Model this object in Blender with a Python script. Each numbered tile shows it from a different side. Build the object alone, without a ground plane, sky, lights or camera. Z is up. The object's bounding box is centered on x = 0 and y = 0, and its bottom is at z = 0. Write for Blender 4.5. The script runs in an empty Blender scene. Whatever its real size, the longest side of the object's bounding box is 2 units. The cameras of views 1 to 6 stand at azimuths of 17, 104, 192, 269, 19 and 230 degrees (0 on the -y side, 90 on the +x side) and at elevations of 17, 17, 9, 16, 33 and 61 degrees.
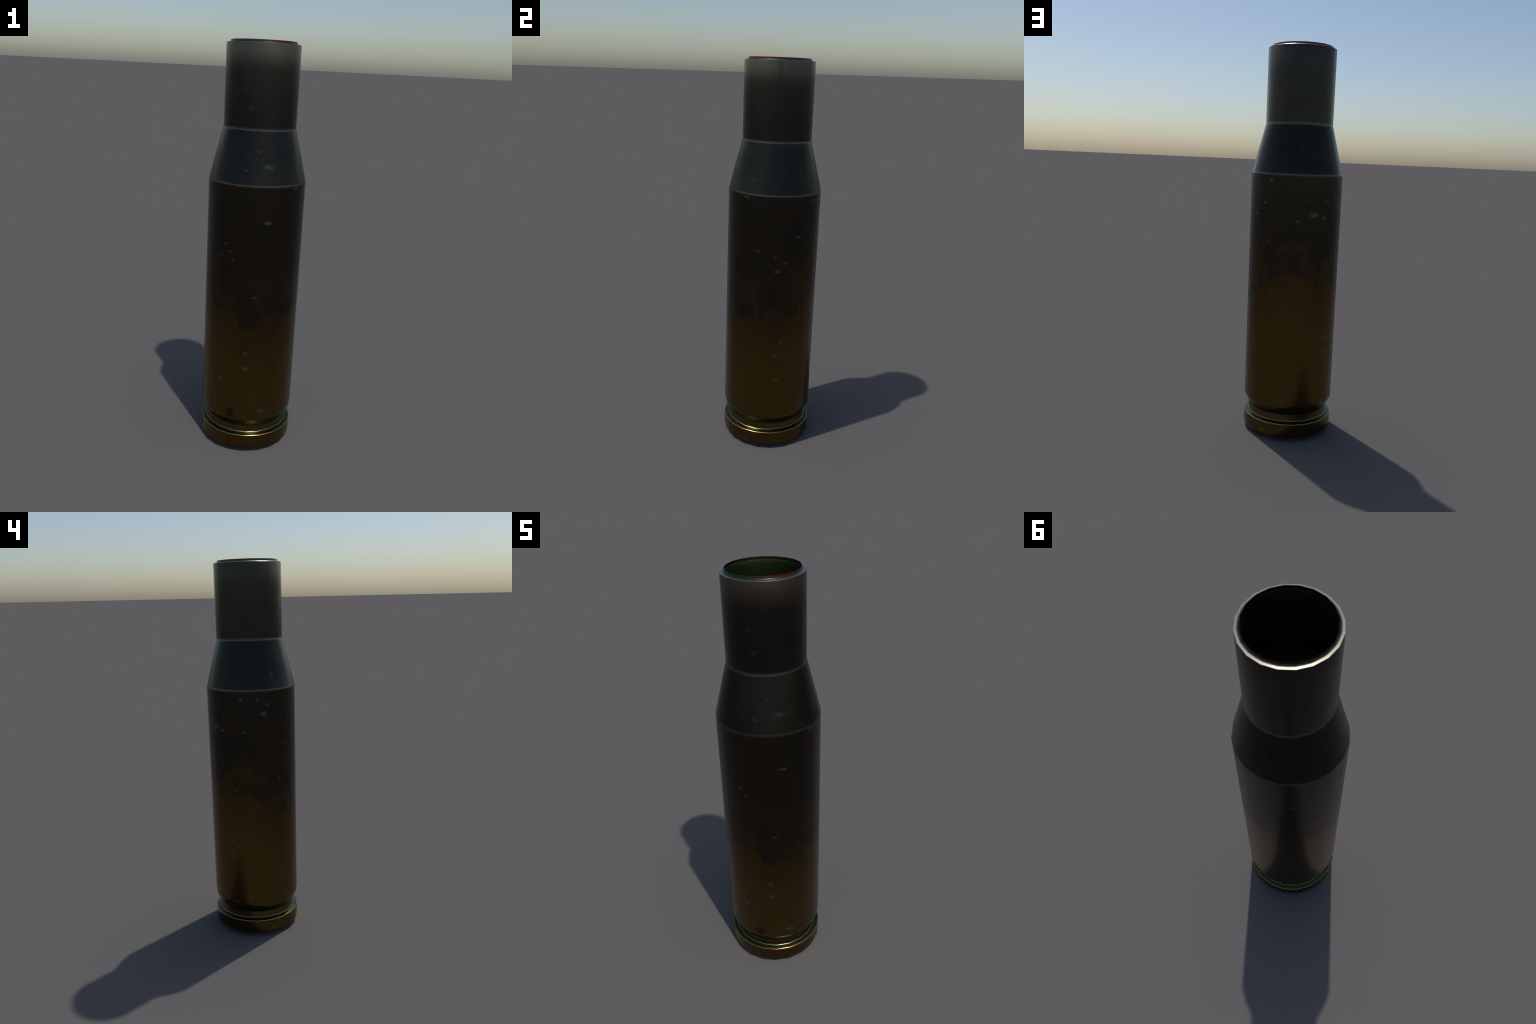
"""Fired bottleneck cartridge case: a 20-sided turned brass shell, sooty towards the mouth."""
import bpy, math
from math import cos, sin, radians, tau

SIDES = 20
LIFT = 0.0015                       # the case leans a hair, this keeps its lowest point on z = 0

# ------------------------------------------------------------------ geometry
def lathe(name, profile, parent, material, close_bottom=False, close_top=False):
    """profile: (radius, height, elevation of the surface normal in degrees; 90 = up, 180 = towards the axis)."""
    verts, faces, normals = [], [], []
    for r, z, e in profile:
        for k in range(SIDES):
            a = tau * k / SIDES
            verts.append((r * cos(a), r * sin(a), z))
            c, s = cos(radians(e)), sin(radians(e))
            normals.append((c * cos(a), c * sin(a), s))
    for j in range(len(profile) - 1):
        if profile[j][:2] == profile[j + 1][:2]:
            continue                # crease: doubled ring with two normals
        for k in range(SIDES):
            n = (k + 1) % SIDES
            faces.append((j * SIDES + k, j * SIDES + n, (j + 1) * SIDES + n, (j + 1) * SIDES + k))
    if close_bottom:
        faces.append(tuple(reversed(range(SIDES))))
    if close_top:
        base = (len(profile) - 1) * SIDES
        faces.append(tuple(base + k for k in range(SIDES)))
    mesh = bpy.data.meshes.new(name)
    mesh.from_pydata(verts, [], faces)
    mesh.update()
    for p in mesh.polygons:
        p.use_smooth = True
    mesh.normals_split_custom_set_from_vertices(normals)
    mesh.materials.append(material)
    obj = bpy.data.objects.new(name, mesh)
    bpy.context.scene.collection.objects.link(obj)
    obj.parent = parent
    return obj

# ------------------------------------------------------------------ node helpers
class Nodes:
    def __init__(self, name):
        self.mat = bpy.data.materials.new(name)
        self.mat.use_nodes = True
        self.t = self.mat.node_tree
        self.bsdf = self.t.nodes["Principled BSDF"]
        tc = self.new("ShaderNodeTexCoord")
        self.co = tc.outputs["Object"]
        sep = self.new("ShaderNodeSeparateXYZ")
        self.link(self.co, sep.inputs[0])
        self.x, self.y, self.z = sep.outputs
        self.theta = self.math("ARCTAN2", self.y, self.x)

    def new(self, kind):
        return self.t.nodes.new(kind)

    def link(self, a, b):
        self.t.links.new(a, b)

    def put(self, v, socket):
        if hasattr(v, "is_output"):
            self.link(v, socket)
        else:
            socket.default_value = v

    def math(self, op, a, b=0.0, c=0.0, clamp=False):
        n = self.new("ShaderNodeMath")
        n.operation, n.use_clamp = op, clamp
        for v, s in zip((a, b, c), n.inputs):
            self.put(v, s)
        return n.outputs[0]

    def vmath(self, op, a, b):
        n = self.new("ShaderNodeVectorMath")
        n.operation = op
        self.put(a, n.inputs[0]); self.put(b, n.inputs[1])
        return n.outputs["Value"] if op in ("LENGTH", "DISTANCE") else n.outputs[0]

    def step(self, v, lo, hi, out0=0.0, out1=1.0):
        n = self.new("ShaderNodeMapRange")
        n.interpolation_type = "SMOOTHSTEP"
        self.put(v, n.inputs["Value"])
        for key, val in (("From Min", lo), ("From Max", hi), ("To Min", out0), ("To Max", out1)):
            self.put(val, n.inputs[key])
        return n.outputs[0]

    def noise(self, scale, detail=4.0, rough=0.55, stretch=(1, 1, 1), distort=0.0, offset=(0, 0, 0)):
        m = self.new("ShaderNodeMapping")
        m.inputs["Scale"].default_value = stretch
        m.inputs["Location"].default_value = offset
        self.link(self.co, m.inputs["Vector"])
        n = self.new("ShaderNodeTexNoise")
        n.inputs["Scale"].default_value = scale
        n.inputs["Detail"].default_value = detail
        n.inputs["Roughness"].default_value = rough
        n.inputs["Distortion"].default_value = distort
        self.link(m.outputs[0], n.inputs["Vector"])
        return n

    def mix(self, f, a, b):
        n = self.new("ShaderNodeMix")
        n.data_type = "RGBA"
        ia, ib = [s for s in n.inputs if s.type == "RGBA"]
        self.put(f, n.inputs[0])
        for v, s in ((a, ia), (b, ib)):
            self.put((*v, 1.0) if isinstance(v, tuple) else v, s)
        return [o for o in n.outputs if o.type == "RGBA"][0]

    def ring_curve(self, points):
        """A value given by control points (degrees, value) around the axis."""
        t = self.math("MULTIPLY_ADD", self.theta, 1 / tau, 0.5)
        n = self.new("ShaderNodeFloatCurve")
        cur = n.mapping.curves[0]
        pts = [((d + 180) / 360, v) for d, v in points]
        while len(cur.points) < len(pts):
            cur.points.new(0.5, 0.5)
        for p, q in zip(cur.points, pts):
            p.location = q
        n.mapping.update()
        self.link(t, n.inputs["Value"])
        return n.outputs[0]

    def surface_uv(self, radius, wobble=0.0):
        """(arc length, height, 0), edges roughened by noise."""
        c = self.new("ShaderNodeCombineXYZ")
        self.link(self.math("MULTIPLY", self.theta, radius), c.inputs[0])
        self.link(self.z, c.inputs[1])
        v = c.outputs[0]
        if wobble:
            n = self.noise(55, 3.0, 0.6)
            d = self.vmath("SUBTRACT", n.outputs["Color"], (0.5, 0.5, 0.5))
            d = self.vmath("MULTIPLY", d, (wobble, wobble, 0))
            v = self.vmath("ADD", v, d)
        return v

    def chips(self, uv, radius, spots, inner, outer):
        """Union of small elliptic marks (degrees, height, half width mm, half height mm)."""
        total = None
        for deg, z, w, h in spots:
            d = self.vmath("SUBTRACT", uv, (radians(deg) * radius, z, 0))
            d = self.vmath("MULTIPLY", d, (1000 / w, 1000 / h, 0))
            d = self.vmath("LENGTH", d, (0, 0, 0))
            total = d if total is None else self.math("SMOOTH_MIN", total, d, 0.15)
        return self.step(total, inner, outer, 1.0, 0.0), total

    def finish(self, color, rough, bump=None, strength=0.1, distance=0.002):
        b = self.bsdf
        self.put(color if hasattr(color, "is_output") else (*color, 1), b.inputs["Base Color"])
        b.inputs["Metallic"].default_value = 1.0
        self.put(rough, b.inputs["Roughness"])
        if bump is not None:
            n = self.new("ShaderNodeBump")
            n.inputs["Strength"].default_value = strength
            n.inputs["Distance"].default_value = distance
            self.link(bump, n.inputs["Height"])
            self.link(n.outputs[0], b.inputs["Normal"])
        return self.mat

# ------------------------------------------------------------------ colours (reflectance of the metal)
BRASS = (0.140, 0.090, 0.026)
BROWN = (0.105, 0.062, 0.024)
SOOT = (0.043, 0.037, 0.030)
SOOT_OLIVE = (0.060, 0.047, 0.026)
STEEL = (0.135, 0.135, 0.135)
WORN = (0.215, 0.170, 0.100)
SKY_TINTED_BRASS = (0.058, 0.070, 0.020)

# chips and dings: (degrees round the axis, height, half width mm, half height mm)
BODY_CHIPS = [
    (-22, 1.353, 18, 7), (-58, 1.201, 23, 10), (-107, 1.088, 11, 8), (-101, 1.055, 9, 7), (-113, 1.023, 8, 6),
    (-97, 1.015, 7, 5), (-69, 0.840, 17, 7), (69, 1.337, 11, 13), (60, 1.225, 9, 7), (45, 1.166, 13, 11),
    (-5, 1.093, 15, 8), (17, 1.071, 10, 6), (29, 1.034, 12, 7), (20, 0.993, 20, 13), (-14, 0.932, 10, 4),
    (51, 0.802, 10, 9), (124, 1.177, 31, 15), (139, 1.160, 15, 7), (142, 1.243, 10, 5), (111, 1.242, 11, 4),
    (104, 1.146, 11, 8), (68, 1.039, 8, 6), (75, 0.790, 10, 8), (79, 0.752, 8, 7), (67, 0.723, 6, 6),
    (166, 1.322, 12, 9), (-174, 1.325, 10, 8), (-161, 1.300, 11, 8), (-166, 1.249, 19, 14), (-141, 1.214, 6, 5),
    (-132, 1.086, 12, 11), (-145, 0.898, 8, 7), (156, 0.842, 12, 6), (169, 1.155, 7, 4)]
LOW_CHIPS = [
    (-76, 0.547, 13, 9), (-75, 0.467, 15, 11), (-109, 0.388, 10, 11), (-35, 0.294, 14, 5), (-66, 0.294, 11, 6),
    (-53, 0.231, 30, 13), (-73, 0.198, 12, 7), (29, 0.612, 9, 8), (22, 0.540, 16, 7), (25, 0.406, 15, 7),
    (76, 0.530, 8, 8), (148, 0.550, 11, 6), (157, 0.533, 15, 5), (150, 0.472, 11, 8), (159, 0.401, 15, 6),
    (116, 0.393, 10, 9), (108, 0.279, 6, 5), (92, 0.221, 9, 9), (159, 0.296, 8, 5), (172, 0.237, 17, 11),
    (152, 0.202, 11, 7), (-170, 0.299, 13, 5), (-132, 0.221, 12, 9)]
NECK_CHIPS = [(-96, 1.792, 12, 8), (-88, 1.706, 17, 13)]
SHOULDER_CHIPS = [(-72, 1.521, 14, 6), (-86, 1.435, 14, 8), (-59, 1.453, 32, 13), (24, 1.475, 12, 9), (2, 1.576, 9, 5),
                  (-15, 1.439, 9, 6), (109, 1.490, 15, 9), (-151, 1.443, 14, 11), (-137, 1.510, 10, 7)]
RIM_CHIPS = [(68, 0.048, 12, 10), (76, 0.089, 8, 5), (-158, 0.043, 11, 9), (-149, 0.084, 9, 6), (-110, 0.091, 8, 6),
             (-12, 0.040, 9, 6)]
GROOVE_CHIPS = [(170, 0.144, 13, 5), (-166, 0.125, 8, 5), (40, 0.120, 9, 6)]
SMUDGES = [(-93, 0.215, 30, 36), (-90, 0.118, 8, 6)]

# how far down the soot reaches, round the axis (metres)
SOOT_EDGE = [(-180, .81), (-174, .80), (-156, .71), (-144, .705), (-128, .735), (-94, .745), (-79, .67), (-59, .69),
             (-41, .66), (-31, .71), (-4, .735), (18, .715), (42, .75), (58, .805), (78, .848), (93, .88), (112, .87),
             (136, .81), (154, .82), (168, .824), (180, .81)]

# painted horizon reflection, and where red sealant is left, round the axis
MOUTH_SKY_SHEEN = [(-180, .12), (-150, .25), (-125, .8), (-70, .95), (-20, .9), (10, .75), (16, .45), (18, .75), (45, .7),
             (75, .2), (120, .1), (180, .12)]
SEALANT = [(-180, .55), (-165, .1), (-90, .08), (-62, .6), (-40, 1), (8, .9), (16, .35), (24, .9), (55, .8), (72, .15),
           (95, .1), (112, .8), (165, .9), (180, .55)]

def grain(n):
    return n.noise(140, 3.0, 0.6).outputs["Fac"]

def body_material():
    n = Nodes("fired_brass")
    R = 0.2325
    uv = n.surface_uv(R, 0.024)
    # soot front: edge curve broken up by two noises
    big = n.noise(9, 5.0, 0.6, (1, 1, 0.8), 0.4).outputs["Fac"]
    fine = n.noise(48, 5.0, 0.7, (1, 1, 1), 0.8).outputs["Fac"]
    edge = n.ring_curve(SOOT_EDGE)
    edge = n.math("ADD", edge, n.math("MULTIPLY_ADD", fine, 0.09, -0.045))
    above = n.math("SUBTRACT", n.z, edge)
    soot = n.step(above, -0.026, 0.020)
    thick = n.step(above, 0.08, 0.42)
    # brass darkens to brown just below the soot
    base = n.mix(n.step(n.math("ADD", above, n.math("MULTIPLY_ADD", big, 0.2, -0.1)), -0.34, 0.02), BRASS, BROWN)
    # in the soot zone brass shimmers through in cloudy flecks that fade upwards
    cloud = n.math("ADD", n.math("MULTIPLY", big, 0.6), n.math("MULTIPLY", fine, 0.4))
    fleck = n.step(cloud, n.math("MULTIPLY_ADD", thick, 0.22, 0.46), n.math("MULTIPLY_ADD", thick, 0.22, 0.60))
    veil = n.mix(n.step(big, 0.4, 0.65), SOOT, SOOT_OLIVE)
    veil = n.mix(n.math("MULTIPLY", thick, 1.0), veil, SOOT)
    veil = n.mix(n.math("MULTIPLY", fleck, 0.75), veil, (0.082, 0.058, 0.028))
    col = n.mix(n.math("MULTIPLY", soot, 0.94), base, veil)
    # faint dark line painted where the shading breaks at a UV seam
    sx = n.math("ABSOLUTE", n.math("SUBTRACT", n.theta, radians(15.5)))
    seam = n.math("MULTIPLY", n.step(sx, 0.004, 0.014, 1, 0), n.math("MULTIPLY", n.step(n.z, 0.33, 0.40), n.step(n.z, 0.72, 0.80, 1, 0)))
    col = n.mix(n.math("MULTIPLY", seam, 0.45), col, (0.06, 0.035, 0.015))
    # chips
    hi, dh = n.chips(uv, R, BODY_CHIPS, 0.35, 1.15)
    lo, dl = n.chips(uv, R, LOW_CHIPS, 0.45, 1.25)
    core = n.step(dl, 0.25, 0.7, 1, 0)
    col = n.mix(n.math("MULTIPLY", hi, 0.65), col, STEEL)
    col = n.mix(n.math("MULTIPLY", lo, 0.42), col, WORN)
    col = n.mix(n.math("MULTIPLY", core, 0.55), col, (0.15, 0.15, 0.15))
    sm, _ = n.chips(uv, R, SMUDGES[:1], 0.4, 1.1)
    col = n.mix(n.math("MULTIPLY", sm, 0.75), col, (0.055, 0.030, 0.016))
    # edge highlight baked in as a lighter strip under the shoulder
    col = n.mix(n.step(n.z, 1.356, 1.3665, 0, 0.4), col, (0.15, 0.135, 0.10))
    # darker, duller colour on the tapered foot over the groove
    foot = n.step(n.math("ADD", n.z, n.math("MULTIPLY_ADD", fine, 0.008, -0.004)), 0.176, 0.184, 1, 0)
    col = n.mix(n.math("MULTIPLY", foot, 0.8), col, (0.075, 0.062, 0.046))
    marks = n.math("MAXIMUM", hi, lo)
    rough = n.math("ADD", n.math("MULTIPLY_ADD", soot, 0.04, 0.24), n.math("MULTIPLY", marks, 0.18))
    height = n.math("SUBTRACT", n.math("MULTIPLY", grain(n), 0.04), marks)
    return n.finish(col, rough, height, 0.15, 0.002)

def top_material(name, radius, spots, z_lo, z_hi, hue, painted_sheen=None):
    n = Nodes(name)
    uv = n.surface_uv(radius, 0.024)
    cloud = n.noise(7, 4.0).outputs["Fac"]
    col = n.mix(n.step(cloud, 0.35, 0.7), hue, tuple(c * 1.2 for c in hue))
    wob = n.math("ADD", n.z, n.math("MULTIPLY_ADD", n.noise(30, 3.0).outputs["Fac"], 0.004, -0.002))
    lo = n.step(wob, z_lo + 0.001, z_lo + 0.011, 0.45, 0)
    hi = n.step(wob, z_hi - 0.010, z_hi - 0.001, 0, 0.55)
    col = n.mix(n.math("MAXIMUM", lo, hi), col, (0.19, 0.175, 0.150))  # pale seam bands carry the edge glint in base colour
    if painted_sheen:                  # neck colour lightened for the sky it mirrors, one side only
        side = n.ring_curve(painted_sheen)
        sheen = n.math("MULTIPLY", n.step(n.math("ADD", n.z, n.math("MULTIPLY_ADD", cloud, 0.04, -0.02)), 1.85, 1.985), side)
        col = n.mix(sheen, col, (0.150, 0.122, 0.093))
    m, _ = n.chips(uv, radius, spots, 0.15, 1.2)
    col = n.mix(n.math("MULTIPLY", m, 0.6), col, (0.068, 0.068, 0.067))
    height = n.math("SUBTRACT", n.math("MULTIPLY", grain(n), 0.04), m)
    return n.finish(col, n.math("MULTIPLY_ADD", m, 0.18, 0.28), height, 0.15, 0.002)

def rim_material():
    n = Nodes("rim_brass")
    uv = n.surface_uv(0.2338, 0.012)
    cloud = n.noise(14, 4.0).outputs["Fac"]
    col = n.mix(n.step(cloud, 0.35, 0.7), BRASS, (0.125, 0.075, 0.026))
    col = n.mix(n.step(n.z, 0.0885, 0.0900, 0, 0.85), col, (0.42, 0.29, 0.11))
    m, d = n.chips(uv, 0.2338, RIM_CHIPS, 0.7, 1.2)
    col = n.mix(n.math("MULTIPLY", m, 0.7), col, WORN)
    return n.finish(col, n.math("MULTIPLY_ADD", m, 0.15, 0.24), n.math("MULTIPLY", m, -1), 0.15, 0.002)

def groove_material():
    n = Nodes("groove_brass")
    uv = n.surface_uv(0.21, 0.010)
    fine = n.noise(60, 4.0, 0.65).outputs["Fac"]
    z = n.math("ADD", n.z, n.math("MULTIPLY_ADD", fine, 0.004, -0.002))
    col = n.mix(n.step(z, 0.128, 0.137), (0.155, 0.105, 0.035), (0.085, 0.075, 0.035))
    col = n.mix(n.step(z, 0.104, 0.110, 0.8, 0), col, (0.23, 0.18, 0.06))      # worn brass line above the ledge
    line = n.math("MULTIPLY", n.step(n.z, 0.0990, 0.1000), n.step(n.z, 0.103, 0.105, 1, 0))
    green = n.mix(n.step(fine, 0.35, 0.65), SKY_TINTED_BRASS, (0.046, 0.056, 0.015))
    col = n.mix(n.step(n.z, 0.0990, 0.0996, 1, 0), col, green)                # ledge brass greened for the blue sky it reflects
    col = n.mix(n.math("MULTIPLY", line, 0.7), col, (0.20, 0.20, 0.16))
    m, d = n.chips(uv, 0.21, GROOVE_CHIPS, 0.7, 1.2)
    col = n.mix(n.math("MULTIPLY", m, 0.6), col, WORN)
    sm, _ = n.chips(uv, 0.21, SMUDGES[1:], 0.4, 1.1)
    col = n.mix(n.math("MULTIPLY", sm, 0.8), col, (0.04, 0.025, 0.015))
    return n.finish(col, 0.29, n.math("MULTIPLY", m, -1), 0.15, 0.002)

def mouth_material():
    n = Nodes("pale_mouth_edge")
    g = n.noise(90, 4.0, 0.65).outputs["Fac"]
    r = n.math("SQRT", n.math("ADD", n.math("MULTIPLY", n.x, n.x), n.math("MULTIPLY", n.y, n.y)))
    r = n.math("ADD", r, n.math("MULTIPLY_ADD", g, 0.004, -0.002))
    pale = n.mix(g, (0.28, 0.25, 0.205), (0.34, 0.31, 0.26))
    return n.finish(n.mix(n.step(r, 0.1595, 0.1635), (0.075, 0.085, 0.060), pale), 0.34)  # inner half of the ledge tinted dark for its shading near the lip

def lacquer_material(name, red, dark_a, dark_b):
    n = Nodes(name)
    fine = n.noise(60, 3.0).outputs["Fac"]
    z = n.math("ADD", n.z, n.math("MULTIPLY_ADD", fine, 0.004, -0.002))
    top = n.math("MULTIPLY", n.step(z, 1.9900, 1.9935), n.ring_curve(SEALANT))
    dark = n.mix(fine, dark_a, dark_b)
    return n.finish(n.mix(top, dark, red), 0.35)

def bore_material():
    n = Nodes("sooty_green_bore")
    fine = n.noise(40, 4.0, 0.65).outputs["Fac"]
    col = n.mix(fine, (0.060, 0.090, 0.024), (0.080, 0.110, 0.040))
    col = n.mix(n.step(n.z, 1.972, 1.984, 0, 0.5), col, (0.10, 0.125, 0.11))  # bluish crease highlight tinted onto the top of the wall
    return n.finish(col, 0.45)

def floor_material():
    n = Nodes("dark_bore_floor")
    return n.finish(n.mix(n.noise(25, 4.0, 0.6).outputs["Fac"], (0.018, 0.022, 0.020), (0.030, 0.036, 0.034)), 0.5)

def primer_material():
    n = Nodes("primer_brass")
    return n.finish(n.mix(n.noise(20, 3.0).outputs["Fac"], (0.16, 0.10, 0.03), (0.11, 0.07, 0.03)), 0.3)

# ------------------------------------------------------------------ assembly
case = bpy.data.objects.new("cartridge_case", None)
bpy.context.scene.collection.objects.link(case)
case["label"] = "empty fired brass bottleneck cartridge case with sooty neck"
case["category"] = "cartridge case"
case.location = (0.0003, -0.0055, LIFT)
case.rotation_euler = (-0.0077, -0.0005, 0.0)

fired, rim_b, groove_b = body_material(), rim_material(), groove_material()
neck_m = top_material("sooty_neck_brass", 0.1705, NECK_CHIPS, 1.6135, 2.05, (0.041, 0.037, 0.032), MOUTH_SKY_SHEEN)
shoulder_m = top_material("sooty_shoulder_brass", 0.20, SHOULDER_CHIPS, 1.3655, 1.6135, (0.029, 0.027, 0.0215))

lathe("base", [(0.088, 0.0015, -90), (0.190, 0.0, -90)], case, rim_b)
lathe("primer", [(0.0005, 0.0035, -90), (0.084, 0.0035, -90), (0.084, 0.0035, 0), (0.087, 0.0035, -90),
                 (0.088, 0.0015, -90)], case, primer_material())
lathe("rim", [(0.190, 0.0, -58), (0.2345, 0.0245, -50), (0.2345, 0.0245, -3), (0.2347, 0.0905, 2),
              (0.2347, 0.0905, 35), (0.2330, 0.0935, 60)], case, rim_b)
lathe("extractor_groove", [(0.2330, 0.0935, 71), (0.2140, 0.0988, 73), (0.2140, 0.0988, 68), (0.2115, 0.1025, 30),
                           (0.2115, 0.1025, 8), (0.2105, 0.112, 0), (0.2095, 0.1375, 0)], case, groove_b)
lathe("body", [(0.2095, 0.1375, -28), (0.2300, 0.1760, -28), (0.2333, 0.1850, -14), (0.2343, 0.2000, 0),
               (0.2342, 1.3655, 0)], case, fired)
lathe("shoulder", [(0.2342, 1.3655, 7), (0.2327, 1.3715, 14), (0.1731, 1.6075, 14), (0.1718, 1.6135, 9)], case, shoulder_m)
lathe("neck", [(0.1718, 1.6135, 0), (0.1718, 1.62, 0), (0.1720, 1.885, 0), (0.1720, 1.930, 2), (0.1720, 1.9830, 5.5)], case, neck_m)
lathe("mouth_edge", [(0.1720, 1.9830, 45), (0.1712, 1.9850, 78), (0.1690, 1.9857, 79), (0.1615, 1.9865, 78),
                     (0.1545, 1.9880, 30)], case, mouth_material())
lathe("mouth_lip", [(0.1545, 1.9880, 20), (0.1537, 1.9900, 3), (0.1535, 1.9970, 10), (0.1530, 1.9973, 25)], case,
      lacquer_material("red_mouth_sealant", (0.24, 0.020, 0.018), (0.055, 0.060, 0.045), (0.075, 0.085, 0.060)))
lathe("lip_inside", [(0.1530, 1.9973, 172), (0.1522, 1.9850, 177)], case,
      lacquer_material("dark_red_sealant", (0.085, 0.010, 0.009), (0.035, 0.045, 0.014), (0.05, 0.065, 0.022)))
lathe("bore_wall", [(0.1522, 1.9850, 160), (0.1518, 1.9835, 176), (0.1517, 1.9700, 179), (0.1515, 1.7200, 180)], case, bore_material())
lathe("bore_floor", [(0.1515, 1.7200, 90), (0.0300, 1.7190, 90)], case, floor_material(), close_top=True)
